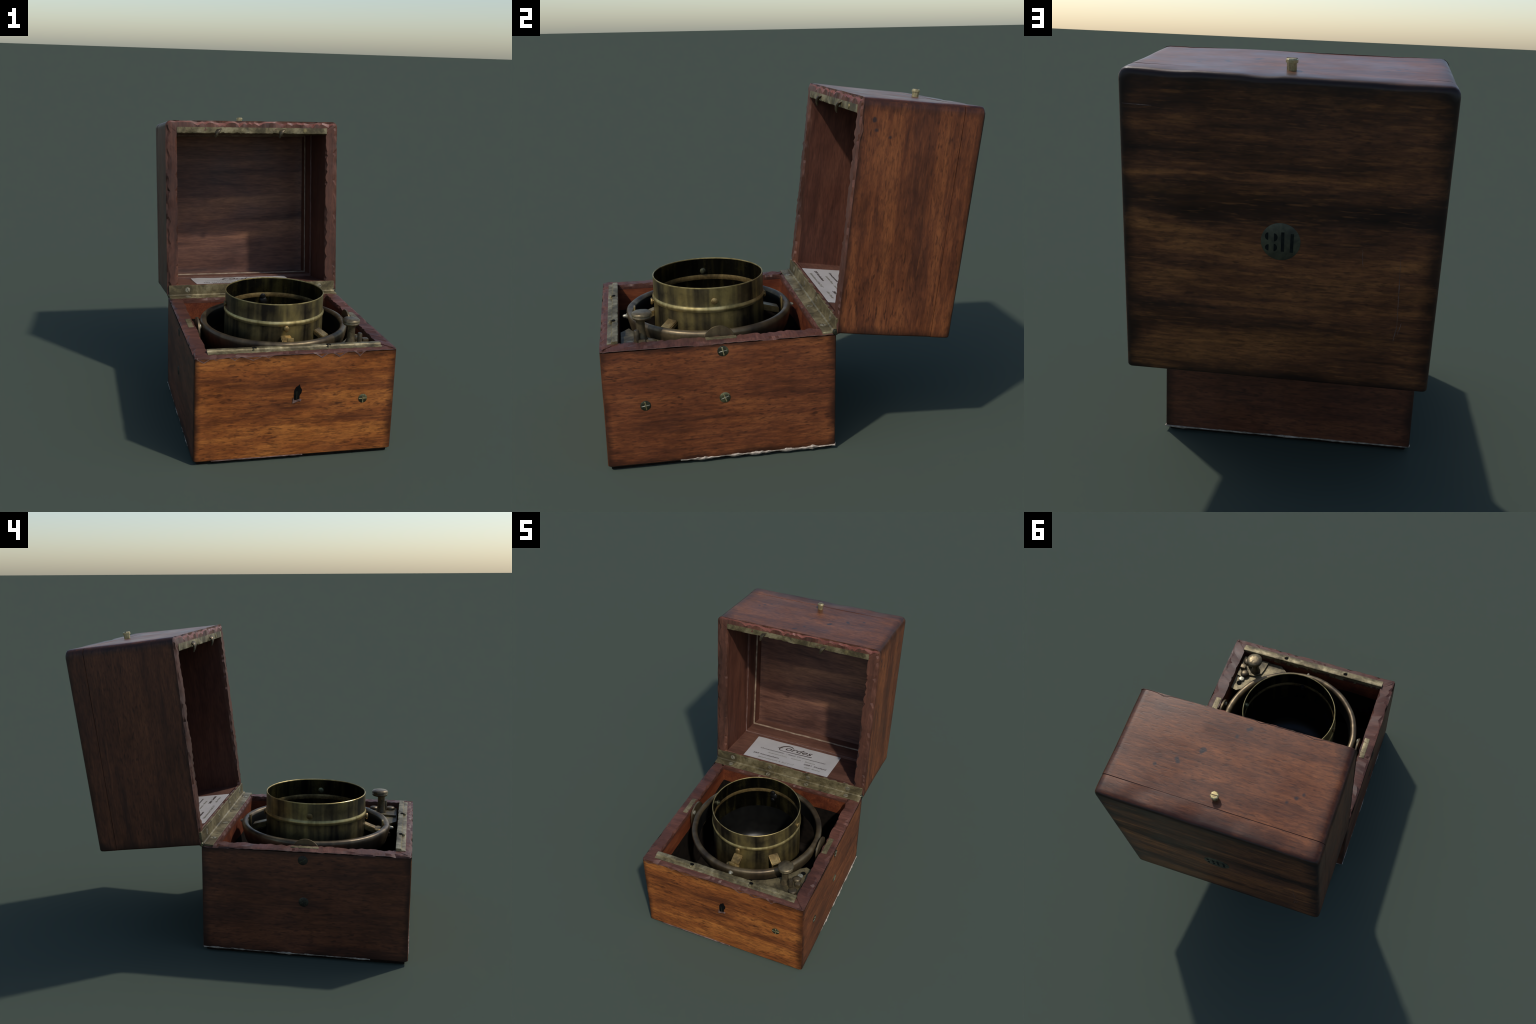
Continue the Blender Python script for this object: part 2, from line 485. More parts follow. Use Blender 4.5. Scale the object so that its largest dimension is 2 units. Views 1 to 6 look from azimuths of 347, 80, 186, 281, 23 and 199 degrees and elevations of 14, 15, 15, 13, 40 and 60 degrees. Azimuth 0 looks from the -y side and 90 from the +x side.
outer = path_ring(-HX, HX, Y0, Y1, RO, NS, NA)
shrunk = path_ring(-HX + .006, HX - .006, Y0 + .006, Y1 - .006, RO, NS, NA)
under = path_ring(-HX + .05, HX - .05, Y0 + .05, Y1 - .05, RO, NS, NA)
zs = [ZB + .007] + [ZB + .03 + i * (ZT - .012 - ZB - .03) / 8 for i in range(9)]
rings = [flat(under, ZB), flat(shrunk, ZB)] + [flat(outer, z, .0025) for z in zs]
bm, tag = ring_mesh(rings)
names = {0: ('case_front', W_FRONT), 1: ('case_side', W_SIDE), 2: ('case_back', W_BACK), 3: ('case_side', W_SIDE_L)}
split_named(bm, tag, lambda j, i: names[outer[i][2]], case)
bm.free()

# worn rim: proud of the walls; its zigzag edges copy scan artifacts
NR = len(outer)
lip_o = path_ring(-HX - .0015, HX + .0015, Y0 - .0015, Y1 + .0015, RO, NS, NA)
lip_e = path_ring(-HX + .003, HX - .003, Y0 + .003, Y1 - .003, RO, NS, NA)
lip_t = path_ring(-HX + .010, HX - .010, Y0 + .010, Y1 - .010, RO, NS, NA)
lip_i = path_ring(-IX, IX, IY0, IY1, (.004,) * 4, NS, NA)
down = zigzag(NR, .009, .034, .075, 5)
scan_jag = zigzag(NR, .006, .024, .22, 9)
scan_nick = zigzag(NR, .006, .020, .22, 13)


def rim_ring(ring, zfun, push=None):
    out = []
    cx, cy = 0.0, (Y0 + Y1) / 2
    for i, (x, y, s) in enumerate(ring):
        d = push(i) if push else 0.0
        nx, ny = ((0, -1), (1, 0), (0, 1), (-1, 0))[s]
        out.append((x - nx * d, y - ny * d, zfun(i)))
    return out


jit = [RNG.uniform(-.0035, .0035) for _ in range(NR)]
rr = [rim_ring(path_ring(-HX + .004, HX - .004, Y0 + .004, Y1 - .004, RO, NS, NA), lambda i: ZT - .0070 - down[i]),
      rim_ring(lip_o, lambda i: ZT - .0065 - down[i]),
      rim_ring(lip_o, lambda i: ZT - .0048 - down[i] * .92),
      rim_ring(lip_e, lambda i: ZT - .002 - scan_jag[i] * .3, lambda i: scan_jag[i] * .5),
      rim_ring(lip_t, lambda i: ZT + .001 + jit[i], lambda i: scan_jag[i] * 1.2),
      rim_ring(lip_i, lambda i: ZT + .001 - jit[i], lambda i: -scan_nick[i] * .9),
      rim_ring(lip_i, lambda i: ZT - .012, lambda i: 0),
      rim_ring(lip_i, lambda i: ZT - .03)]
bm, tag = ring_mesh(rr)
for f in bm.faces:
    if tag[f][0] == 1:
        f.material_index = 1  # edge highlight painted as a pale band along the zigzag
from_bm('case_rim', bm, [RIM, EDGE], case, 22)

# lining and floor: red above; below, baked shade painted near-black
for nm, mat, levels in (('case_lining', W_INNER, (ZT - .029, .58, .512)), ('case_shaded_lining', DARKWOOD_SHADE, (.512, .3, .08))):
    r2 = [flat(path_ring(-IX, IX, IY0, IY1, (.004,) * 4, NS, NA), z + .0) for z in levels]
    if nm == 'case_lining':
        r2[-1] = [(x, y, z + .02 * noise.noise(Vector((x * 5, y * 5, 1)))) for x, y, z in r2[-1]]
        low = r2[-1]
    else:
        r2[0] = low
    bm, tag = ring_mesh(r2, cap_end=(mat is DARKWOOD_SHADE))
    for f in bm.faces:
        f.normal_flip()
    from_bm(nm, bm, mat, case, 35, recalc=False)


def ragged(name, pts, parent, mat, width, seed, drop=None):
    """A torn fringe: an uneven low ridge along a line of points (direction of thickness given)."""
    r = random.Random(seed)
    bm = bmesh.new()
    prev = None
    for i, (p, out, amt) in enumerate(pts):
        p, out = Vector(p), Vector(out)
        a = amt * r.uniform(.35, 1.0)
        up = Vector((0, 0, 1))
        ring = [p + up * width * a * r.uniform(.6, 1.6) - out * .004, p + out * (.004 + .010 * a) + up * .004 * r.uniform(-1, 1),
                p - up * (.004 + .010 * a) + out * (.002 + .006 * a), p - out * .020 - up * .004]
        vs = [bm.verts.new(q) for q in ring]
        if prev:
            for j in range(4):
                bm.faces.new((prev[j], prev[(j + 1) % 4], vs[(j + 1) % 4], vs[j]))
        else:
            bm.faces.new(vs)
        prev = vs
    bm.faces.new(prev)
    return from_bm(name, bm, mat, parent)


def run(a, b, out, n, amp, seed):
    a, b = Vector(a), Vector(b)
    pts = []
    for i in range(n + 1):
        t = i / n
        w = max(0.06, noise.noise(Vector((t * 9, seed, 0))) * .8 + .45) * amp
        pts.append((a.lerp(b, t), out, w))
    return pts


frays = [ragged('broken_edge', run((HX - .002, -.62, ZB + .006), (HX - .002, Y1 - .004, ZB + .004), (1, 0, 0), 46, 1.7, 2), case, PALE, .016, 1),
         ragged('broken_edge', run((-HX + .002, -.78, ZB + .006), (-HX + .002, Y1 - .004, ZB + .008), (-1, 0, 0), 46, .85, 5), case, PALE, .014, 2),
         ragged('broken_edge', run((-HX + .01, Y1 - .002, ZB + .006), (HX - .01, Y1 - .002, ZB + .004), (0, 1, 0), 46, .55, 8), case, PALE, .012, 3),
         ragged('broken_edge', run((-.50, Y0 + .001, ZB + .004), (.05, Y0 + .001, ZB + .004), (0, -1, 0), 26, .28, 11), case, EDGE, .010, 4)]

# brass lock strip on the front rim
prof = [(-.960, ZT - .008), (-.960, ZT + .004), (-.957, ZT + .006), (-.938, ZT + .0065), (-.936, ZT + .013), (-.933, ZT + .0165),
        (-.910, ZT + .018), (-.905, ZT + .016), (-.904, ZT - .03), (-.93, ZT - .03)]
bm = bmesh.new()
N = 60
prev = None
for i in range(N + 1):
    x = -.523 + 1.046 * i / N
    e = .0035 * noise.noise(Vector((x * 21, 4, 0))) + .0022 * noise.noise(Vector((x * 60, 1, 0)))
    vs = []
    for j, (y, z) in enumerate(prof):
        dz = e * .5 if 2 <= j <= 7 else 0
        dy = e * (1.3 if j in (6, 7, 8) else .3)
        vs.append(bm.verts.new((x, y + dy, z + dz)))
    if prev:
        for j in range(len(vs)):
            k = (j + 1) % len(vs)
            bm.faces.new((prev[j], prev[k], vs[k], vs[j]))
    else:
        bm.faces.new(vs)
    prev = vs
bm.faces.new(prev)
strip = from_bm('lock_strip', bm, BRASS_DULL, case, 40)
for x in (-.247, .200):
    h = lathe('lock_slot_disc', [(.013, 0), (.013, .0042), (0, .0042)], BLACK, case, 16)  # black disc laid on the strip, no opening cut
    h.data.transform(Matrix.Diagonal((1.15, .75, 1, 1)))
    place(h, (x, -.927, ZT + .0155))
    s = lathe('lock_stud', [(.009, 0), (.009, .014), (.006, .017), (0, .018)], BRASS_DULL, case, 12)
    place(s, (x - .002, -.944, ZT + .004))

# inlaid plates on the side rims
box('rim_inlay', (.528, -.460, ZT - .01), (.565, -.300, ZT + .0035), BRASS_DULL, case, .001)
box('rim_inlay', (-.562, -.466, ZT - .01), (-.528, -.306, ZT + .0035), BRASS_DULL, case, .001)

# screws in the case walls
for loc, ax, sl in (((HX + .0048, -.379, .615), (1, 0, 0), .2), ((HX + .0070, -.376, .359), (1, 0, 0), .35), ((HX + .0060, -.784, .352), (1, 0, 0), .15),
                    ((-HX - .0050, -.383, .605), (-1, 0, 0), .6), ((-HX - .0070, -.390, .353), (-1, 0, 0), .5)):
    far = ax[0] < 0
    big = lathe('case_screw', [(.029, -.006), (.029, .0006), (.026, .0022), (.013, .0034), (0, .0042)], SCREW_DARK if far else BRASS_SCREW, case, 28, wob=.001)
    place(big, loc, ax)
    bar = box('screw_slot_bar', (-.023, -.0030, .001), (.023, .0030, .0052), SCREW_DARK if far else BRASS_KNOB, case, .0008, 1)
    place(bar, loc, ax, sl)
    bar = box('screw_slot_bar', (-.0022, -.022, .001), (.0022, .022, .0048), BRASS_SCREW if far else STEEL_HEAD, case, .0008, 1)
    place(bar, loc, ax, sl)
fs = (.408, Y0 - .001, .358)
big = lathe('case_screw', [(.0275, -.006), (.0275, .0006), (.025, .0020), (0, .0030)], BRASS_SCREW, case, 28)
place(big, fs, (0, -1, 0))
for w, h in ((.0034, .026), (.025, .0030)):
    box('screw_slot_bar', (fs[0] - w, fs[1] - .0042, fs[2] - h), (fs[0] + w, fs[1], fs[2] + h), BRASS_KNOB, case, .0008, 1)

# key opening laid on as a black slab, with a broken escutcheon
hole = [(-.020, -.042), (.013, -.038), (.013, -.014), (.024, .004), (.026, .022), (.017, .038), (.010, .056), (.003, .046), (-.010, .040), (-.020, .018), (-.021, -.01)]
kx, kz = .004, .414
slab('keyhole_slab', [(kx + a, Y0 - .0022, kz + b) for a, b in hole], (0, .008, 0), BLACK, case)
pl = [(-.029, -.060), (.010, -.047), (.020, -.050), (.024, -.038), (.012, -.035), (-.017, -.042), (-.027, -.026)]
slab('keyhole_chip', [(kx + a, Y0 - .0040, kz + b) for a, b in pl], (0, .008, 0), EDGE, case)
box('keyhole_pin', (kx - .007, Y0 - .0035, kz - .034), (kx - .002, Y0 + .004, kz + .012), BRASS_SCREW, case, .001)

# ------------------------------------------------------------------ lid (built upright in its own frame: x, depth, height)
lid = box('lid', (-.515, .624, .085), (.515, .636, LV - .085), DARKWOOD_SHADE, root, .002)
lid.location = HINGE
lid.rotation_euler = (-LEAN, 0, 0)
RL = (.010, .010, .036, .036)


def upright(ring, u, warp=0.0):
    out = []
    for x, v, s in ring:
        w = warp * noise.noise(Vector((x * 2.5, v * 2.5, u * 4 + 9)))
        out.append((x + (w if abs(x) > HX - .03 else 0), u, v + (w if v < .03 or v > LV - .04 else 0)))
    return out


lo = path_ring(-HX, HX, 0, LV, RL, NS, NA)


def lring(d, lower=None):
    return path_ring(-HX + d, HX - d, d * .3, LV - d, tuple(max(r, .004) for r in RL), NS, NA)


us = [.006] + [.06 + .08 * i for i in range(6)] + [.515]
rings = [upright(lo, u, .003) for u in us]
rings += [upright(lo, .5305, .003), upright(lring(.0025), .5315), upright(lring(.0025), .5335), upright(lring(-.0010), .5345)]
rings += [upright(lring(-.002), u) for u in (.57, LU - .034)]
for t in range(1, 6):
    a = t * math.pi / 10
    rings.append(upright(lring(-.002 + .026 * (1 - math.cos(a))), LU - .026 + .024 * math.sin(a)))
rings += [upright(lring(.05), LU - .0015), upright(lring(.2), LU)]
bm, tag = ring_mesh(rings, cap_end=True)
# gentle hollows in the rounded top edge
for v in bm.verts:
    if v.co.z > LV - .06 and v.co.y > .55:
        v.co.z -= .008 * max(0, noise.noise(Vector((v.co.x * 6, 3, v.co.y * 8))))
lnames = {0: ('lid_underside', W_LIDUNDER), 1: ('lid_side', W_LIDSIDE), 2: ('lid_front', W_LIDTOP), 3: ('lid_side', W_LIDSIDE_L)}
band_round = len(us) + 4


def lid_namer(j, i):
    if j >= band_round + 3 or j == -1:
        return ('lid_panel', W_LIDBACK)
    if len(us) <= j <= len(us) + 1:
        return ('lid_seam', SEAM)
    return lnames[lo[i][2]]


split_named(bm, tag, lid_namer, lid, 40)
bm.free()

# lid rim
down = zigzag(NR, .004, .016, .05, 23)
scan_jag = zigzag(NR, .006, .024, .22, 29)
teeth = zigzag(NR, .010, .034, .38, 37)  # scan facet triangles copied as teeth
scan_jag = [teeth[i] if lo[i][2] == 2 and abs(lo[i][0]) < .55 else w for i, w in enumerate(scan_jag)]
scan_nick = zigzag(NR, .006, .020, .24, 31)
jit = [RNG.uniform(-.0035, .0035) for _ in range(NR)]


def lrim(x0, x1, v0, v1, radii, ufun, push=None):
    out = []
    for i, (x, v, s) in enumerate(path_ring(x0, x1, v0, v1, radii, NS, NA)):
        d = push(i) if push else 0
        nx, nv = ((0, -1), (1, 0), (0, 1), (-1, 0))[s]
        out.append((x - nx * d, ufun(i), v - nv * d))
    return out


OX, OV0, OV1 = .528, .080, 1.139
rr = [lrim(-HX + .004, HX - .004, .004, LV - .004, RL, lambda i: .0085 + down[i]),
      lrim(-HX - .0015, HX + .0015, -.0015, LV + .0015, RL, lambda i: .007 + down[i]),
      lrim(-HX - .0015, HX + .0015, -.0015, LV + .0015, RL, lambda i: .0055 + down[i] * .8),
      lrim(-HX + .003, HX - .003, .003, LV - .003, RL, lambda i: .003 + min(scan_jag[i], .012) * .4, lambda i: min(scan_jag[i], .024) * .5),
      lrim(-HX + .010, HX - .010, .010, LV - .010, RL, lambda i: jit[i], lambda i: scan_jag[i]),
      lrim(-OX, OX - .007, OV0, OV1, (.004,) * 4, lambda i: -jit[i], lambda i: -scan_nick[i]),
      lrim(-OX, OX - .0075, OV0, OV1, (.004,) * 4, lambda i: .014, lambda i: 0),
      lrim(-OX, OX - .008, OV0 - .008, OV1, (.004,) * 4, lambda i: .031)]
bm, tag = ring_mesh(rr)
for f in bm.faces:
    j, i = tag[f]
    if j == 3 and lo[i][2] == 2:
        f.material_index = 1
from_bm('lid_rim', bm, [RIM_LID, RIM_ZIGZAG], lid, 22)

# lining: plain outer run, ledge, cream beading, second ledge, inner panel


def liner(name, steps, mats, pick=None, waver=0.0):
    """Inner frame; steps are (inset of sides and top, height of the bottom board, depth)."""
    rs = []
    for d, v0, u in steps:
        ring = path_ring(-OX + d, OX - .008 - d * .6, v0, OV1 - d, (.004,) * 4, NS, NA)
        rs.append([(x, u + waver * noise.noise(Vector((x * 13, v * 13, u))), v) for x, v, s in ring])
    bm, tag = ring_mesh(rs)
    for f in bm.faces:
        if pick:
            f.material_index = pick(*tag[f])
    return from_bm(name, bm, mats, lid, 40)


side_of = [s for _, _, s in path_ring(-1, 1, -1, 1, (.1,) * 4, NS, NA)]
sm = lambda j, i: 0 if side_of[i] in (1, 3) else 1
liner('lid_lining', [(0, .071, .03), (.0, .067, .20), (0, .062, .366)], [W_LINER, W_LEDGE], sm)
liner('lid_ledge', [(0, .061, .364), (.009, .078, .366), (.012, .080, .371), (.012, .078, .43), (.013, .076, .508)],
      [W_LINER, W_LEDGE, EDGE], lambda j, i: 2 if j == 1 else sm(j, i), .003)  # lit lip line painted as a pale edge band
liner('lid_beading', [(.013, .075, .506), (.020, .082, .508), (.022, .084, .513), (.020, .082, .518)], CREAM, None, .004)
liner('lid_inner_frame', [(.020, .081, .517), (.023, .078, .56), (.026, .076, .616)], [W_LINER, W_LEDGE], sm, .002)
bm = bmesh.new()
PN = 30
grid = [[bm.verts.new((-.51 + 1.02 * i / PN, .604 - .022 * j / PN + .004 * noise.noise(Vector((i * .35, j * .35, 2))) -
                       (.010 * (max(0, abs(i - PN / 2) / (PN / 2) - .93) + max(0, abs(j - PN / 2) / (PN / 2) - .93)) / .07),
                       .058 + 1.065 * j / PN)) for j in range(PN + 1)] for i in range(PN + 1)]
for i in range(PN):
    for j in range(PN):
        bm.faces.new((grid[i][j], grid[i + 1][j], grid[i + 1][j + 1], grid[i][j + 1]))
from_bm('inner_panel', bm, W_PANEL, lid, True)

# brass strip in the lid with ragged lower edge and two hooks
bm = bmesh.new()
N = 90
prev = None
for i in range(N + 1):
    x = -.529 + 1.056 * i / N
    t = noise.noise(Vector((x * 30, 7, 0)))
    e = .010 * max(0, t) + .004 * noise.noise(Vector((x * 90, 2, 0)))
    if x > .25:
        e *= .25
    bow = .0025 * noise.noise(Vector((x * 17, 12, 0)))
    ring = [(-.002 + bow, 1.170), (-.003 + bow, 1.147), (-.002 + bow * 2.5, 1.131 + e * 1.2), (.004, 1.128 + e), (.045, 1.122), (.045, 1.170)]
    vs = [bm.verts.new((x, u, v)) for u, v in ring]
    if prev:
        for j in range(6):
            k = (j + 1) % 6
            bm.faces.new((prev[j], prev[k], vs[k], vs[j]))
    else:
        bm.faces.new(vs)
    prev = vs
bm.faces.new(prev)
from_bm('lid_strip', bm, BRASS_DULL, lid, 30)
for x in (-.248, .200):
    bm = bmesh.new()
    path = [(x + .006, .004, 1.160, .019), (x + .002, -.012, 1.152, .019), (x - .006, -.020, 1.136, .015), (x - .014, -.018, 1.116, .012), (x - .020, -.012, 1.099, .006)]
    prev = None
    for px, pu, pv, w in path:
        vs = [bm.verts.new((px + w * math.cos(a), pu + .7 * w * math.sin(a), pv + .2 * w * math.cos(a))) for a in [k * math.pi / 4 for k in range(8)]]
        if prev:
            for j in range(8):
                bm.faces.new((prev[j], prev[(j + 1) % 8], vs[(j + 1) % 8], vs[j]))
        else:
            bm.faces.new(vs)
        prev = vs
    bm.faces.new(prev)
    from_bm('lid_hook', bm, BRASS_POST, lid, 40)
d = lathe('strip_screw', [(.013, 0), (.012, .003), (0, .004)], BRASS_KNOB, lid, 16)
place(d, (.365, -.002, 1.150), (0, -1, 0))

# push knob on the lid's front board
kn = lathe('knob', [(.019, 0), (.019, .030), (.0235, .031), (.0235, .042), (.019, .047), (0, .0475)], BRASS_KNOB, lid, 8, smooth=None)
kn.data.transform(Matrix.Translation((-.006, .478, LV - .004)) @ Matrix.Rotation(.3, 4, 'Z'))
box('knob_slot_bar', (-.026, .4765, LV + .0425), (.014, .4795, LV + .0445), SEAM, lid, 0)  # dark bar laid across the knob top, nothing cut

# number plate on the back: 118, seen upside down while the lid stands open
medal = lathe('number_plate', [(.0745, 0), (.0745, .0035), (.0735, .0042), (0, .0042)], BRASS_MEDAL, lid, 64)
place(medal, (-.003, LU - .002, .598), (0, 1, 0))
uf = LU + .0030


def glyph(name, outlines, mat=ENGRAVED):
    made = [slab(name, [(x, uf, v) for x, v in o], (0, -.0030, 0), mat, lid) for o in outlines]
    return made


glyph('engraved_figure', [[(-.0045, .637), (-.0165, .637), (-.0165, .559), (-.0045, .559)]])
glyph('engraved_figure', [[(-.0405, .633), (-.0525, .633), (-.0505, .558), (-.0385, .558)]])


def half_moon(cx, cv, rx, rv, sgn):
    return [(cx + sgn * rx * math.sin(a), cv + rv * math.cos(a)) for a in [math.pi * k / 10 for k in range(11)]]


glyph('engraved_figure', [half_moon(.0440, .6175, .0125, .0150, 1), half_moon(.0225, .6145, .0140, .0165, -1),
                          half_moon(.0420, .5725, .0135, .0125, 1), half_moon(.0225, .5735, .0130, .0150, -1)])
# scratches on the back panel
for x0, v0, x1, v1, w in ((-.452, .575, -.462, .27, .0010), (-.462, .29, -.452, .22, .0012), (-.478, .30, -.466, .25, .0009), (.588, 1.085, .48, 1.083, .0012),
                          (-.31, .59, -.315, .52, .0008)):
    pts = [(x0 + (x1 - x0) * t / 8 + .003 * noise.noise(Vector((t, x0 * 9, 3))), v0 + (v1 - v0) * t / 8) for t in range(9)]
    bm = bmesh.new()
    prev = None
    for t, (x, v) in enumerate(pts):
        hw = w * (0.3 + math.sin(math.pi * t / 8))
        dx, dv = (hw, 0) if abs(v1 - v0) > abs(x1 - x0) else (0, hw)
        u = LU + .0002 if abs(x) < .4 else LU - .0004
        vs = [bm.verts.new((x - dx, u, v - dv)), bm.verts.new((x + dx, u, v + dv)), bm.verts.new((x + dx, u - .002, v + dv)), bm.verts.new((x - dx, u - .002, v - dv))]
        if prev:
            for j in range(4):
                bm.faces.new((prev[j], prev[(j + 1) % 4], vs[(j + 1) % 4], vs[j]))
        prev = vs
    from_bm('scratch', bm, EDGE, lid)

# business card
cv = .0745
bm = bmesh.new()
CN, CM = 28, 12
cor = [Vector((-.388, .004)), Vector((.302, .012)), Vector((.308, .346)), Vector((-.394, .342))]


def card_pt(s, t):
    a = cor[0].lerp(cor[1], s)
    b = cor[3].lerp(cor[2], s)
    p = a.lerp(b, t)
    curl = .010 * max(0, t - .72) / .28 * (.6 + .4 * noise.noise(Vector((s * 5, 1, 0)))) + .006 * max(0, .15 - t) / .15 * 0
    return p, cv - .0055 * t + curl * .55 + .0012 * noise.noise(Vector((s * 7, t * 4, 5)))


top = [[bm.verts.new((*card_pt(i / CN, j / CM)[0], card_pt(i / CN, j / CM)[1])) for j in range(CM + 1)] for i in range(CN + 1)]
for i in range(CN):
    for j in range(CM):
        bm.faces.new((top[i][j], top[i + 1][j], top[i + 1][j + 1], top[i][j + 1]))
bmesh.ops.solidify(bm, geom=bm.faces[:], thickness=.0018)
card = from_bm('card', bm, PAPER, lid, 40)


def text(name, body, x0, x1, u, h, mat, shear=0.0, bold=0.0, space=1.0, slope=0.0, italic=False):
    cu = bpy.data.curves.new(name, 'FONT')
    cu.body, cu.shear, cu.offset, cu.space_character = body, shear, bold, space
    cu.size, cu.extrude, cu.resolution_u = 1.0, 0.004, 3
    tmp = bpy.data.objects.new(name, cu)
    COL.objects.link(tmp)
    bpy.context.view_layer.update()
    me = bpy.data.meshes.new_from_object(tmp.evaluated_get(bpy.context.evaluated_depsgraph_get()))
    bpy.data.objects.remove(tmp)
    me.materials.clear()
    xs = [v.co.x for v in me.vertices]
    sx = (x1 - x0) / (max(xs) - min(xs))
    mn = min(xs)
    for v in me.vertices:
        x = x0 + (v.co.x - mn) * sx
        y = u + v.co.y * h + (x - x0) * slope
        p, zc = card_pt(min(1, max(0, (x + .39) / .69)), min(1, max(0, y / .343)))
        v.co = (x, y, zc + .0012 + v.co.z * .05)
    return link(name, me, mat, lid)


SL = .012
# flowing name: large initial as a tapered stroke, then sheared letters and an underline
def stroke(name, pts, mat):
    bm = bmesh.new()
    prev = None
    n = len(pts)
    for i, (x, y, w) in enumerate(pts):
        a, b = pts[max(0, i - 1)], pts[min(n - 1, i + 1)]
        d = Vector((b[0] - a[0], b[1] - a[1])).normalized()
        nrm = Vector((-d.y, d.x))
        zc = card_pt((x + .39) / .69, y / .343)[1] + .0014
        L, R = (x + nrm.x * w, y + nrm.y * w), (x - nrm.x * w, y - nrm.y * w)
        vs = [bm.verts.new((*L, zc)), bm.verts.new((*R, zc)), bm.verts.new((*R, zc - .001)), bm.verts.new((*L, zc - .001))]
        if prev:
            for j in range(4):
                bm.faces.new((prev[j], prev[(j + 1) % 4], vs[(j + 1) % 4], vs[j]))
        else:
            bm.faces.new(vs)
        prev = vs
    bm.faces.new(prev)
    return from_bm(name, bm, mat, lid)


text('card_lettering', 'ordes', -.125, .095, .250, .075, INK, .35, .012, 1.0, .01)
cpts = []
for i in range(25):
    a = math.radians(20 + 235 * i / 24)
    cpts.append((-.122 + .046 * math.cos(a) + .020 * math.sin(a), .266 + .043 * math.sin(a), .002 + .0045 * math.sin(math.pi * i / 24) ** 1))
cpts += [(-.136 + .239 * i / 10, .222 + .014 * i / 10, .0028 + .0018 * i / 10) for i in range(1, 11)]
stroke('card_initial', cpts, INK)
stroke('card_flourish', [(-.192, .257, .0015), (-.18, .259, .003), (-.165, .262, .003), (-.150, .268, .0012)], INK)
text('card_lettering', 'Uhrmachermeister', -.311, -.110, .184, .022, INK, .15, .010, 1.0, SL)
text('card_lettering', '- Staatl. Chronometermacher', -.094, .231, .188, .022, INK, .15, .010, 1.0, SL)
text('card_lettering', 'Andenken-Uhren  -  Schmuck  -  Bestecke', -.233, .160, .142, .022, INK_FADED, .2, .0, 1.0, SL)
text('card_lettering', '289 Nordenham', -.337, -.122, .094, .026, INK, .1, .016, 1.05, SL)
text('card_lettering', 'Bahnhofstrasse 5, Ruf 2117', -.278, .018, .052, .024, INK_FADED, .2, .0, 1.0, SL)
text('card_lettering', '2881 Seefeld', .081, .264, .106, .026, INK, .1, .016, 1.05, SL)
text('card_lettering', '\u00fcber Brake', .101, .225, .066, .024, INK_FADED, .2, .0, 1.0, SL)

# ------------------------------------------------------------------ hinge
hinge = lathe('hinge', [(.0, -.600), (.0085, -.600), (.0095, -.597)] + [(.0095 + .0012 * noise.noise(Vector((i * .7, 5, 0))), -.597 + 1.194 * i / 60) for i in range(1, 60)] +
              [(.0095, .597), (.0085, .600), (0, .600)], BRASS_DULL, root, 14, smooth=40)
hinge.data.transform(Matrix.Translation((0, Y1 - .010, ZT + .006)) @ Matrix.Rotation(math.pi / 2, 4, 'Y'))
box('hinge_leaf', (-.600, .147, ZT - .006), (.600, .206, ZT + .0055), BRASS_DULL, hinge, .0012, 1, 60, .0018)
leaf = box('hinge_leaf', (-.600, -.006, .002), (.600, .010, .077), BRASS_DULL, hinge, .0012, 1, 60, .0022)
LM = Matrix.Translation(HINGE) @ Matrix.Rotation(-LEAN, 4, 'X')
leaf.data.transform(LM)
for i, x in enumerate((-.470, -.150, .167, .488)):
    cut_screw('hinge_screw', (x, .175, ZT + .0055), (0, 0, 1), .0175, HEAD_BRASS, hinge, .5 + i * .9, .1, .0022)
    p = LM @ Vector((x, -.006, .044))
    cut_screw('hinge_screw', p, LM.to_3x3() @ Vector((0, -1, 0)), .0175, HEAD_BRASS, hinge, 2.0 + i * .5, .1, .0022)
knuckle = lathe('hinge_end', [(0, 0), (.016, .001), (.017, .012), (.012, .02), (0, .021)], BRASS_SCREW, hinge, 12)
place(knuckle, (.590, Y1 - .002, ZT + .003), (1, 0, 0))
knuckle = lathe('hinge_end', [(0, 0), (.013, .001), (.014, .010), (.010, .016), (0, .017)], BRASS_SCREW, hinge, 12)
place(knuckle, (-.592, Y1 - .002, ZT + .003), (-1, 0, 0))

# ------------------------------------------------------------------ gimbal ring
gp = [(.428, .535), (.438, .540), (.452, .568), (.463, .606), (.4700, .638), (.4710, .653), (.468, .664), (.461, .670), (.452, .672), (.441, .671),
      (.433, .666), (.429, .655), (.428, .63), (.427, .59), (.424, .545)]
gimbal = lathe('gimbal_ring', gp, [BRASS_RING, BLACK_IN], root, 128, BC, pick=lambda j: 0 if j < 11 else 1, wob=.0048)


def at(a, r):
    return (BC[0] + r * math.cos(a), BC[1] + r * math.sin(a))


# pivot screws front and back, on the ring
for a in (-math.pi / 2, math.pi / 2):
    x, y = at(a, .462)
    o = (math.cos(a), math.sin(a), 0)
    s = lathe('pivot_screw', [(.017, -.01), (.017, .008), (.011, .012), (.011, .020), (.007, .030), (0, .032)], STEEL_HEAD, gimbal, 14)
    place(s, (x + .012, y, .638), o)
    px, py = at(a, .425)
    box('pivot_tab', (px - .02, py - .005, .60), (px + .02, py + .005, .688), BRASS_GOLD, gimbal, .003)
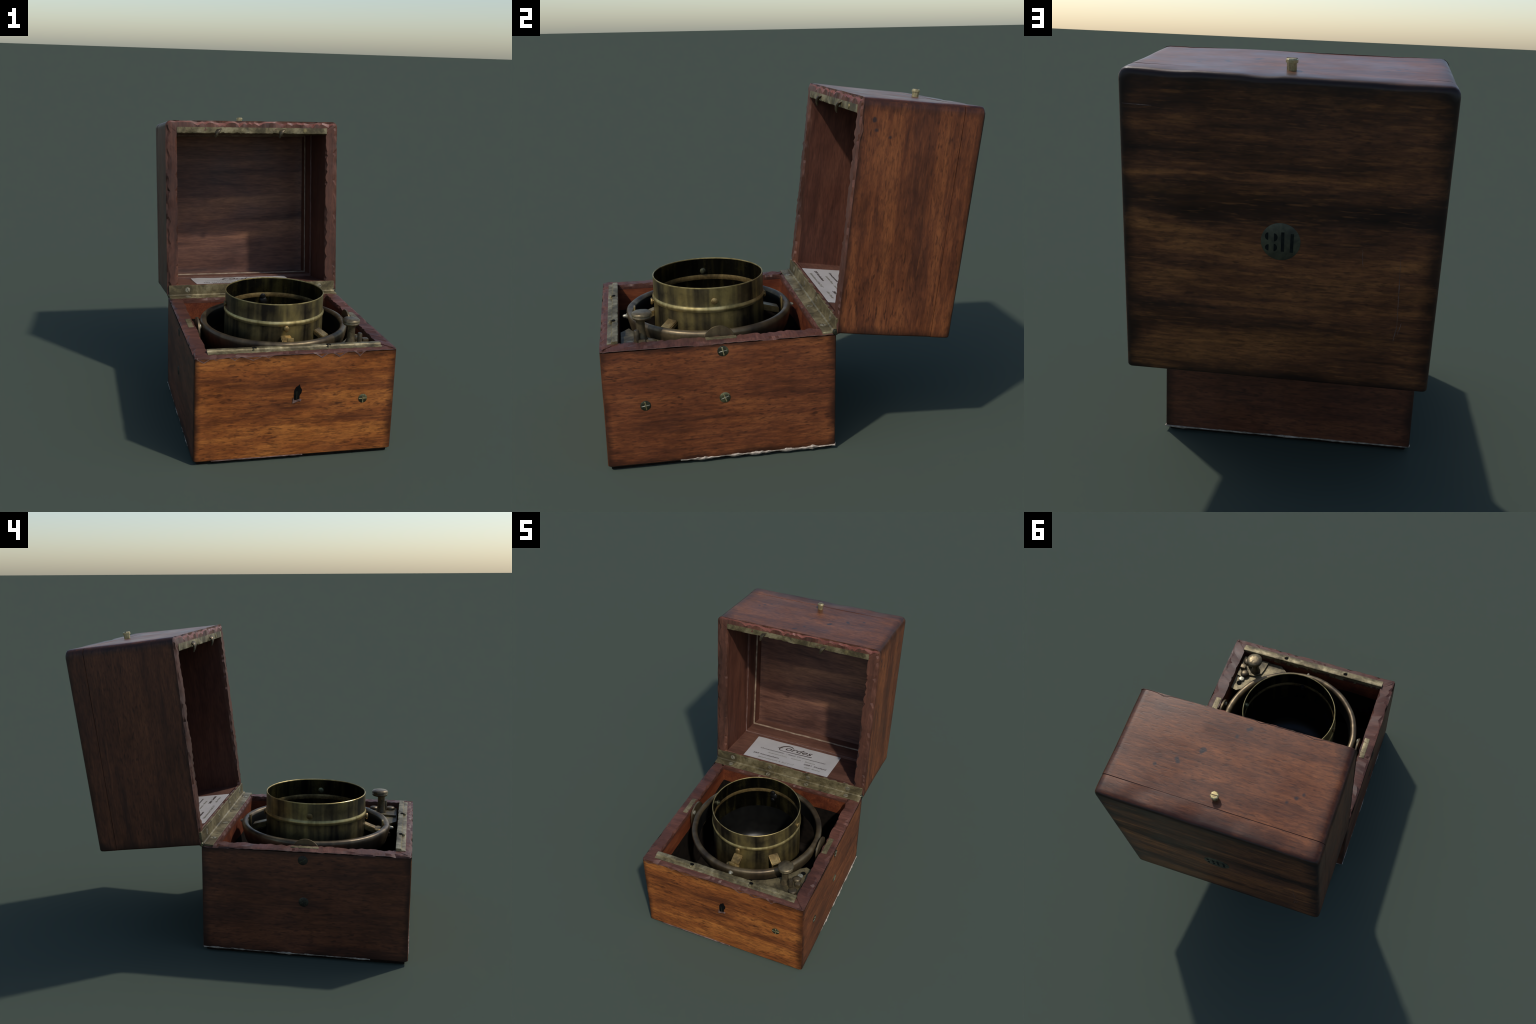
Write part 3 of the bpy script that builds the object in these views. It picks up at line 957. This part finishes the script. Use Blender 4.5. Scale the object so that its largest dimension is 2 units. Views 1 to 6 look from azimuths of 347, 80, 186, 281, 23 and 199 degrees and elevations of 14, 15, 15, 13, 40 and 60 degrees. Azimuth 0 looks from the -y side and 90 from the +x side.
# black bar in place of a slot, and lever, under the ring at the front right corner
sl = box('ring_slot_bar', (-.10, -.004, -.009), (.10, .004, .009), BLACK, gimbal, 0, 2, 16)
for v in sl.data.vertices:
    a = math.radians(-62) + v.co.x / .45
    r = .4595 + v.co.y
    v.co = (BC[0] + r * math.cos(a), BC[1] + r * math.sin(a), .578 + v.co.z)
bm = bmesh.new()
prev = None
for i in range(13):
    a = math.radians(-76 + 27 * i / 12)
    vs = [bm.verts.new((*at(a, r), z)) for r, z in ((.452, .566), (.488, .570), (.488, .548), (.452, .544))]
    if prev:
        for j in range(4):
            bm.faces.new((prev[j], prev[(j + 1) % 4], vs[(j + 1) % 4], vs[j]))
    else:
        bm.faces.new(vs)
    prev = vs
bm.faces.new(prev)
from_bm('locking_arm', bm, BRASS_RING, gimbal, 40)

# side ears that carry the ring
for sx in (-1, 1):
    zc = .625 if sx > 0 else .612
    pts = [(.085 * math.cos(t), zc + .086 * math.sin(t)) for t in [math.pi * k / 22 for k in range(23)]] + [(-.085, .52), (.085, .52)]
    slab('pivot_ear', [(sx * .498, BC[1] + .002 + a, b) for a, b in pts], (-sx * .011, 0, 0), BRASS_RING, gimbal, .002, 40)
    s = lathe('ear_screw', [(.016, 0), (.016, .006), (.009, .010), (0, .010)], STEEL_HEAD, gimbal, 14)
    place(s, (sx * .487, BC[1] - .045, .655), (-sx, 0, 0))

# ------------------------------------------------------------------ bowl
bp = [(.0, .24), (.20, .245), (.27, .26), (.305, .31), (.314, .40), (.3145, .54), (.3145, .62), (.314, .700), (.3140, .718), (.3150, .724), (.3170, .728), (.3195, .734),
      (.3205, .739), (.3190, .745), (.3165, .750), (.3145, .754), (.3135, .760), (.3135, .80), (.3135, .858), (.3132, .8625), (.311, .864),
      (.3085, .8625), (.308, .858)]
nb = len(bp)
bowl = lathe('bowl', bp, [BRASS_BOWL, BRASS_BEAD], root, 128, BC, pick=lambda j: 1 if 9 <= j <= 14 or j >= 18 else 0, wob=.0008)
lathe('bowl_inner_wall', [(.308, .858), (.3095, .80), (.3090, .758)], BRASS_IN, bowl, 128, BC, wob=.0008)
lathe('bowl_inner_bead', [(.3090, .758), (.3075, .752), (.3065, .744), (.3065, .736), (.3085, .728)], BRASS_GOLD, bowl, 128, BC)
lathe('bowl_lining', [(.3085, .728), (.3110, .70), (.311, .58), (.311, .40), (.304, .33), (.280, .285), (.22, .27), (.12, .266), (0, .265)], [BRASS_IN, BLACK_IN], bowl, 128, BC,
      pick=lambda j: 0 if j < 2 else 1)

# bowl screws: two in the upper band at the sides, one front and one back below the bead
for a, z, big in ((0, .790, 1), (math.pi, .786, 1), (-math.pi / 2, .712, 0), (math.pi / 2, .712, 0)):
    x, y = at(a, .314)
    o = (math.cos(a), math.sin(a), 0)
    ln = .012 if big else .018
    s = lathe('bowl_screw', [(.0125, -.01), (.0125, ln * .35), (.019, ln * .4), (.019, ln * .8), (.015, ln), (0, ln * 1.02)], BRASS_GOLD, bowl, 10)
    place(s, (x, y, z), o)
    x, y = at(a, .309)
    s = lathe('screw_nut', [(.020, -.004), (.019, .008), (.012, .011), (.011, .016), (0, .018)], BLACK_IN if not big else BRASS_SCREW, bowl, 9)
    place(s, (x, y, z + .022 if not big else z - .004), (-o[0], -o[1], 0))
for dz, rr_, lx in ((-.012, .026, .004), (-.048, .015, -.004)):
    s = lathe('inner_stud', [(rr_ * 1.2, -.006), (rr_, .006), (rr_ * .6, .010), (0, .012)], BLACK_IN, bowl, 10)
    place(s, (lx, BC[1] + .309, .712 + dz), (0, -1, 0))

# brackets from bowl to ring


def bracket(name, ang, r0, r1, w, z0, z1, thick, drop):
    bm = bmesh.new()
    d = Vector((math.cos(ang), math.sin(ang)))
    n = Vector((-d.y, d.x))
    rows = []
    for r, z in ((r0, z0), (r1, z1)):
        for s in (-1, 1):
            for t in (0, -thick):
                rows.append(bm.verts.new((BC[0] + d.x * r + n.x * s * w, BC[1] + d.y * r + n.y * s * w, z + t)))
    a = rows
    for f in ((0, 2, 6, 4), (1, 5, 7, 3), (0, 1, 3, 2), (4, 6, 7, 5), (0, 4, 5, 1), (2, 3, 7, 6)):
        bm.faces.new([a[i] for i in f])
    bmesh.ops.bevel(bm, geom=bm.edges[:], offset=.004, segments=2, affect='EDGES')
    return from_bm(name, bm, BRASS_GOLD, bowl, 40)


bracket('bowl_bracket', -math.pi / 2, .3125, .385, .032, .668, .640, .035, 0)
bracket('bowl_bracket', math.pi / 2, .3125, .405, .032, .655, .630, .035, 0)
bracket('bowl_bracket', math.radians(-45), .3125, .385, .034, .672, .640, .030, 0)
cap = lathe('bracket_plate', [(.050, 0), (.048, .006), (.030, .012), (0, .014)], BRASS_GOLD, bowl, 20)
cap.data.transform(Matrix.Diagonal((1, .55, 1, 1)))
place(cap, (-.006, -.782, .632))

# ------------------------------------------------------------------ locking post in the front right corner
pz = .618
pts = [(.225, -.892), (.512, -.892), (.512, -.600), (.470, -.590)]
for k in range(9):
    a = math.radians(-28 - 42 * k / 8)
    pts.append(at(a, .492))
post = slab('corner_plate', [(x, y, pz) for x, y in pts], (0, 0, -.02), BRASS_PLATE, root, .002)
pts = [(.322, -.888), (.505, -.888), (.505, -.715), (.452, -.70), (.430, -.735), (.380, -.742), (.340, -.775), (.330, -.82)]
slab('upper_plate', [(x, y, pz + .013) for x, y in pts], (0, 0, -.012), BRASS_PLATE, post, .003)
pc = (.388, -.785)
lathe('locking_post', [(.036, pz + .010), (.034, pz + .016), (.027, pz + .035), (.0235, pz + .06), (.0235, .735), (.026, .745), (0, .746)], BRASS_POST, post, 32, pc)
lathe('thumb_cap', [(0, .742), (.030, .742), (.046, .747), (.052, .755), (.052, .760), (.0475, .764), (.0475, .766), (.054, .769), (.0535, .777), (.047, .783), (.025, .786), (0, .7865)],
      BRASS_POST, post, 32, (pc[0], pc[1] + .010), wob=.002)
lathe('locking_pin', [(.0155, pz + .008), (.0150, .695), (.012, .701), (0, .702)], BRASS_POST, post, 16, (.437, -.808))
for (x, y, r) in ((.468, -.845, .032), (.455, -.735, .030)):
    lathe('plate_screw', [(r, pz + .012), (r, pz + .022), (r * .8, pz + .030), (r * .4, pz + .033), (0, pz + .034)], BRASS_POST, post, 16, (x, y))
box('plate_lug', (.462, -.80, pz + .01), (.500, -.765, pz + .04), BRASS_POST, post, .006)
lathe('plate_hole_disc', [(.018, pz + .004), (.017, pz + .0055), (0, pz + .006)], BLACK, post, 12, (.470, -.655))  # black disc laid on the plate in place of a hole
lathe('plate_rivet', [(.020, pz + .0), (.018, pz + .014), (0, pz + .018)], STEEL_HEAD, post, 12, (.462, -.690))

# the old lid is not quite square: one side is lower, the back panel leans and the sides splay


def lid_warp(p):
    x, u, v = p
    t, q = v / LV, u / LU
    if x < 0:
        k = (.610 * (1 - q) + .604 * q) * (1 - t) + (.616 * (1 - q) + .613 * q) * t
    else:
        k = (.615 * (1 - q) + .617 * q) * (1 - t) + (.603 * (1 - q) + .607 * q) * t
    k += .001 * max(0, 1 - (2 * t - 1) ** 2) * max(0, 1 - (2 * q - 1) ** 2)
    return Vector((x * k / HX, u * (.6355 + .0205 * t - .006 * x / HX) / LU, v - max(0, t) * ((.5 - x / (2 * HX)) * (.002 + .011 * max(0, q)) - .002) - .006 * max(0, q) * (1 - t)))


for ob in (lid, *lid.children):
    normals = None
    for v in ob.data.vertices:
        v.co = lid_warp(v.co)

for ob in (case, lid, hinge, gimbal, bowl, post):
    ob.parent = root
